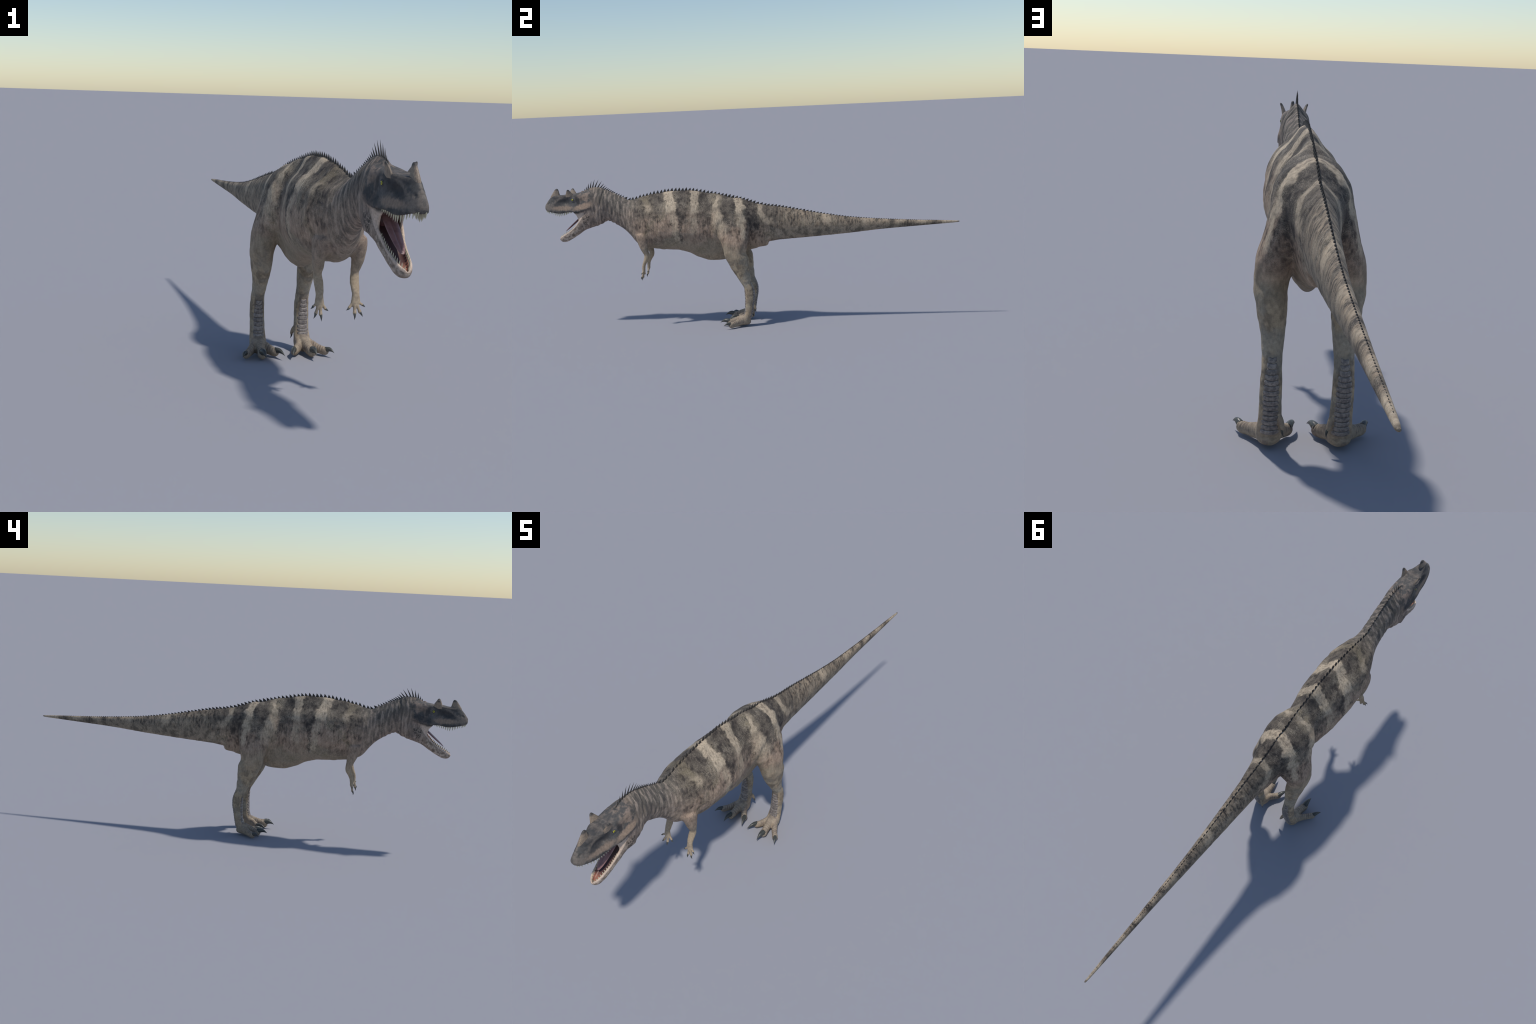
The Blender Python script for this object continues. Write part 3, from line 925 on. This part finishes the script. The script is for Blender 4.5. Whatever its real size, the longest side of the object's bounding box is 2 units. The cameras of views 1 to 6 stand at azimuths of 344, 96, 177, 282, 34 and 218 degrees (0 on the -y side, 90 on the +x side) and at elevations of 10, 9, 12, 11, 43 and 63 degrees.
    upper = [(-.9935, .009), (-.9880, .0105), (-.9805, .0115), (-.9700, .0095), (-.9610, .0115), (-.9500, .0145), (-.9395, .0165), (-.9290, .0175),
             (-.9190, .0165), (-.9095, .0150), (-.9005, .0130), (-.8920, .0115), (-.8840, .0100), (-.8765, .0085), (-.8695, .0070), (-.8630, .0055)]
    for sd in (1, -1):
        for yt, L in upper:
            s = skull_at(yt)
            wx = max(s[5]-.0050, .45*s[5])
            L2 = L*rng.uniform(.9, 1.1)
            M = frame((sd*wx, yt+.0012, s[6]+.0025), (sd*.05, .06+rng.uniform(-.08, .08), -1), (0, 1, 0), .0068*(.55+.45*L/.0175), .0058*(.55+.45*L/.0175), L2+.002)
            add_obj('upper_tooth', tooth, P('head'), M)
        lower = [(-.9325, .0070), (-.9255, .0095), (-.9180, .0105), (-.9100, .0110), (-.9015, .0105), (-.8935, .0100), (-.8860, .0095), (-.8785, .0090),
                 (-.8715, .0085), (-.8650, .0080), (-.8590, .0072), (-.8530, .0066), (-.8475, .0060), (-.8425, .0052)]
        for yt, L in lower:
            s = jaw_at(yt)
            wx = max(s[2]-.0066, .45*s[2])
            L2 = L*rng.uniform(.9, 1.12)
            M = frame((sd*wx, yt+.002, s[0]-.0040), (sd*.04, -.40+rng.uniform(-.08, .08), 1), (0, 1, 0), .0050*(.6+.4*L/.011), .0045*(.6+.4*L/.011), L2+.0025)
            add_obj('lower_tooth', tooth, P('lower_jaw'), M)

    # ---- mouth linings and tongue
    rings = []
    for yy in np.linspace(-.9285, -.800, 30):
        zu, zl, w = jaw_at(yy)
        dep = min(.017, .5*(zu-zl))
        wi = max(w-.0072, .35*w)
        xs = np.linspace(-1, 1, 13)
        top = np.stack([xs*wi, np.full(13, yy), zu-dep+.0015+(dep-.0045)*np.abs(xs)**5], 1)
        bot = np.stack([xs*wi*.9, np.full(13, yy), np.full(13, zu-dep-.004)], 1)[::-1]
        rings.append(np.concatenate([top, bot]))
    add_obj('mouth_floor', mesh_from_rings('mouth_floor', rings, m_gum), P('lower_jaw'))
    rings = []
    for yy in np.linspace(-.965, -.800, 40):
        zt, wt, dt, wm, zm, wl, zl, zp = skull_at(yy)
        wi = max(wl-.0078, .35*wl)
        xs = np.linspace(-1, 1, 13)
        bot = np.stack([xs*wi, np.full(13, yy), zp-.0012-(zp-zl-.006)*np.abs(xs)**4], 1)
        top = np.stack([xs*wi*.9, np.full(13, yy), np.full(13, zp+.005)], 1)[::-1]
        rings.append(np.concatenate([bot, top]))
    m_pal = simple_material('palate_flesh', srgb(84, 50, 50), srgb(112, 66, 64), 60, .4, .5, .3)
    add_obj('palate', mesh_from_rings('palate', rings, m_pal), P('head'))
    # back of the throat
    rings = []
    for k, yy in enumerate((-.8175, -.8085, -.800)):
        aa = np.linspace(0, 2*np.pi, 24, endpoint=False)
        rings.append(np.stack([np.cos(aa)*.0315*(.93 if k == 0 else 1), np.full(24, yy)-.10*np.sin(aa)*.04, .545+np.sin(aa)*.040], 1))
    add_obj('throat', mesh_from_rings('throat', rings, m_pal), P('head'))
    tw = [(-.9060, .4735, .0040, .0020), (-.900, .4790, .0082, .0042), (-.888, .4890, .0122, .0068), (-.870, .5035, .0150, .0090), (-.850, .5200, .0172, .0102),
          (-.830, .5370, .0182, .0105), (-.812, .5520, .0180, .0100), (-.797, .559, .0155, .0085)]
    C = catmull(np.array(tw), 5)
    rings = []
    a = np.linspace(0, 2*np.pi, 28, endpoint=False)
    for yy, zz, w, hh in C:
        groove = .42*hh*np.exp(-((np.cos(a))/.16)**2)*(np.sin(a) > 0)
        rings.append(np.stack([np.cos(a)*w, np.full(28, yy)+np.sin(a)*hh*.55, zz+np.sin(a)*hh-groove], 1))
    add_obj('tongue', mesh_from_rings('tongue', rings, m_tongue), P('lower_jaw'))

    # ---- claws
    def claw_mesh(name, L, hook):
        rings = []
        m = 14
        aa = np.linspace(0, 2*np.pi, m, endpoint=False)
        for s in np.linspace(-.12, 1, 14):
            r = max(1-max(s, 0)**1.25, .02)*(1 if s >= 0 else .9)
            rings.append(np.stack([np.cos(aa)*r, np.sin(aa)*r + hook*math.sin(max(s, 0)*math.pi)*1.0, np.full(m, s)], 1))
        return mesh_from_rings(name, rings, m_claw)
    claw = claw_mesh('toe_claw', 1, .55)
    fclaw = claw_mesh('finger_claw', 1, .55)
    for sd in (1, -1):
        for key, (b, tp, r) in TOE_CLAWS.items():
            b = Vector((sd*b[0], b[1], b[2])); tp = Vector((sd*tp[0], tp[1], tp[2]-.004))
            d = tp-b
            M = frame(b, d, d.cross(Vector((0, 0, 1))), r*.98, r*1.12, d.length)
            # local y must arch upward
            if (M.col[1].to_3d()).z < 0:
                M = frame(b, d, -d.cross(Vector((0, 0, 1))), r*.98, r*1.12, d.length)
            add_obj('toe_claw', claw, P('foot', sd), M)
        b = Vector((sd*.0478, .006, .053)); tp = Vector((sd*.0440, .0095, .033))
        d = tp-b
        add_obj('dewclaw', claw, P('hindlimb', sd), frame(b, d, (0, 1, 0), .0042, .0042, d.length))
        for b, c, tpx, r in FINGERS:
            b = Vector((sd*c[0], c[1], c[2])); tp = Vector((sd*tpx[0], tpx[1], tpx[2]))
            d = tp-b
            M = frame(b, d, Vector((0, -1, 0)).cross(d), r*.85, r*.95, d.length)
            add_obj('finger_claw', fclaw, P('hand', sd), M)

    # ---- scutes down the front and back of the shank
    def scute(z0, z1, face, half, sd, lift):
        """plate following the oval of the leg between two heights"""
        nu, nv = 9, 7
        outer, inner = [], []
        for j, tv in enumerate(np.linspace(0, 1, nv)):
            zc = z0+(z1-z0)*tv
            cx_, cy_, hx, hy = leg_at(zc)[0]
            for tu in np.linspace(-1, 1, nu):
                ang = tu*half*(1-.22*abs(2*tv-1)**3)
                bulge = lift*(1-abs(tu)**3)*(max(0, math.sin(math.pi*min(1, (1-tv)*.62+.30)))**.8)
                bow = -.0022*(1-tu*tu)
                ux, uy = math.sin(ang), math.cos(ang)
                k = 1.0
                px, py = hx*math.copysign(abs(ux)**(2/2.15), ux), hy*abs(uy)**(2/2.15)
                nl = math.hypot(px/hx**2, py/hy**2)
                nx, ny = px/hx**2/nl, py/hy**2/nl
                o = bulge*k + .0004
                outer.append((sd*(cx_+px+nx*o), cy_+face*(py+ny*o), zc+bow))
                inner.append((sd*(cx_+px-nx*.0025), cy_+face*(py-ny*.0025), zc+bow))
        n = nu*nv
        faces = []
        for j in range(nv-1):
            for i in range(nu-1):
                q = (j*nu+i, j*nu+i+1, (j+1)*nu+i+1, (j+1)*nu+i)
                faces.append(q)
                faces.append(tuple(n+v for v in q[::-1]))
        rim = [i for i in range(nu)] + [j*nu+nu-1 for j in range(1, nv)] + [(nv-1)*nu+i for i in range(nu-2, -1, -1)] + [j*nu for j in range(nv-2, 0, -1)]
        for a_, b_ in zip(rim, rim[1:]+rim[:1]):
            faces.append((b_, a_, a_+n, b_+n))
        me3 = bpy.data.meshes.new('leg_scute')
        me3.from_pydata(outer+inner, [], faces)
        me3.polygons.foreach_set('use_smooth', [True]*len(me3.polygons))
        me3.materials.append(m_scute)
        me3.update()
        return me3
    for sd in (1, -1):
        zc = .172
        k = 0
        while zc > .060:
            st = .0138 if zc > .085 else .0100
            half = .42+.40*min(1, (.172-zc)/.045)
            add_obj('leg_scute', scute(zc-st*.94, zc, -1, half, sd, .0021), P('hindlimb', sd))
            zc -= st
        zc = .208
        while zc > .045:
            st = .0115
            half = .42+.38*min(1, (.208-zc)/.05)
            add_obj('leg_scute', scute(zc-st*.94, zc, 1, half, sd, .0020), P('hindlimb', sd))
            zc -= st
    return root

build()
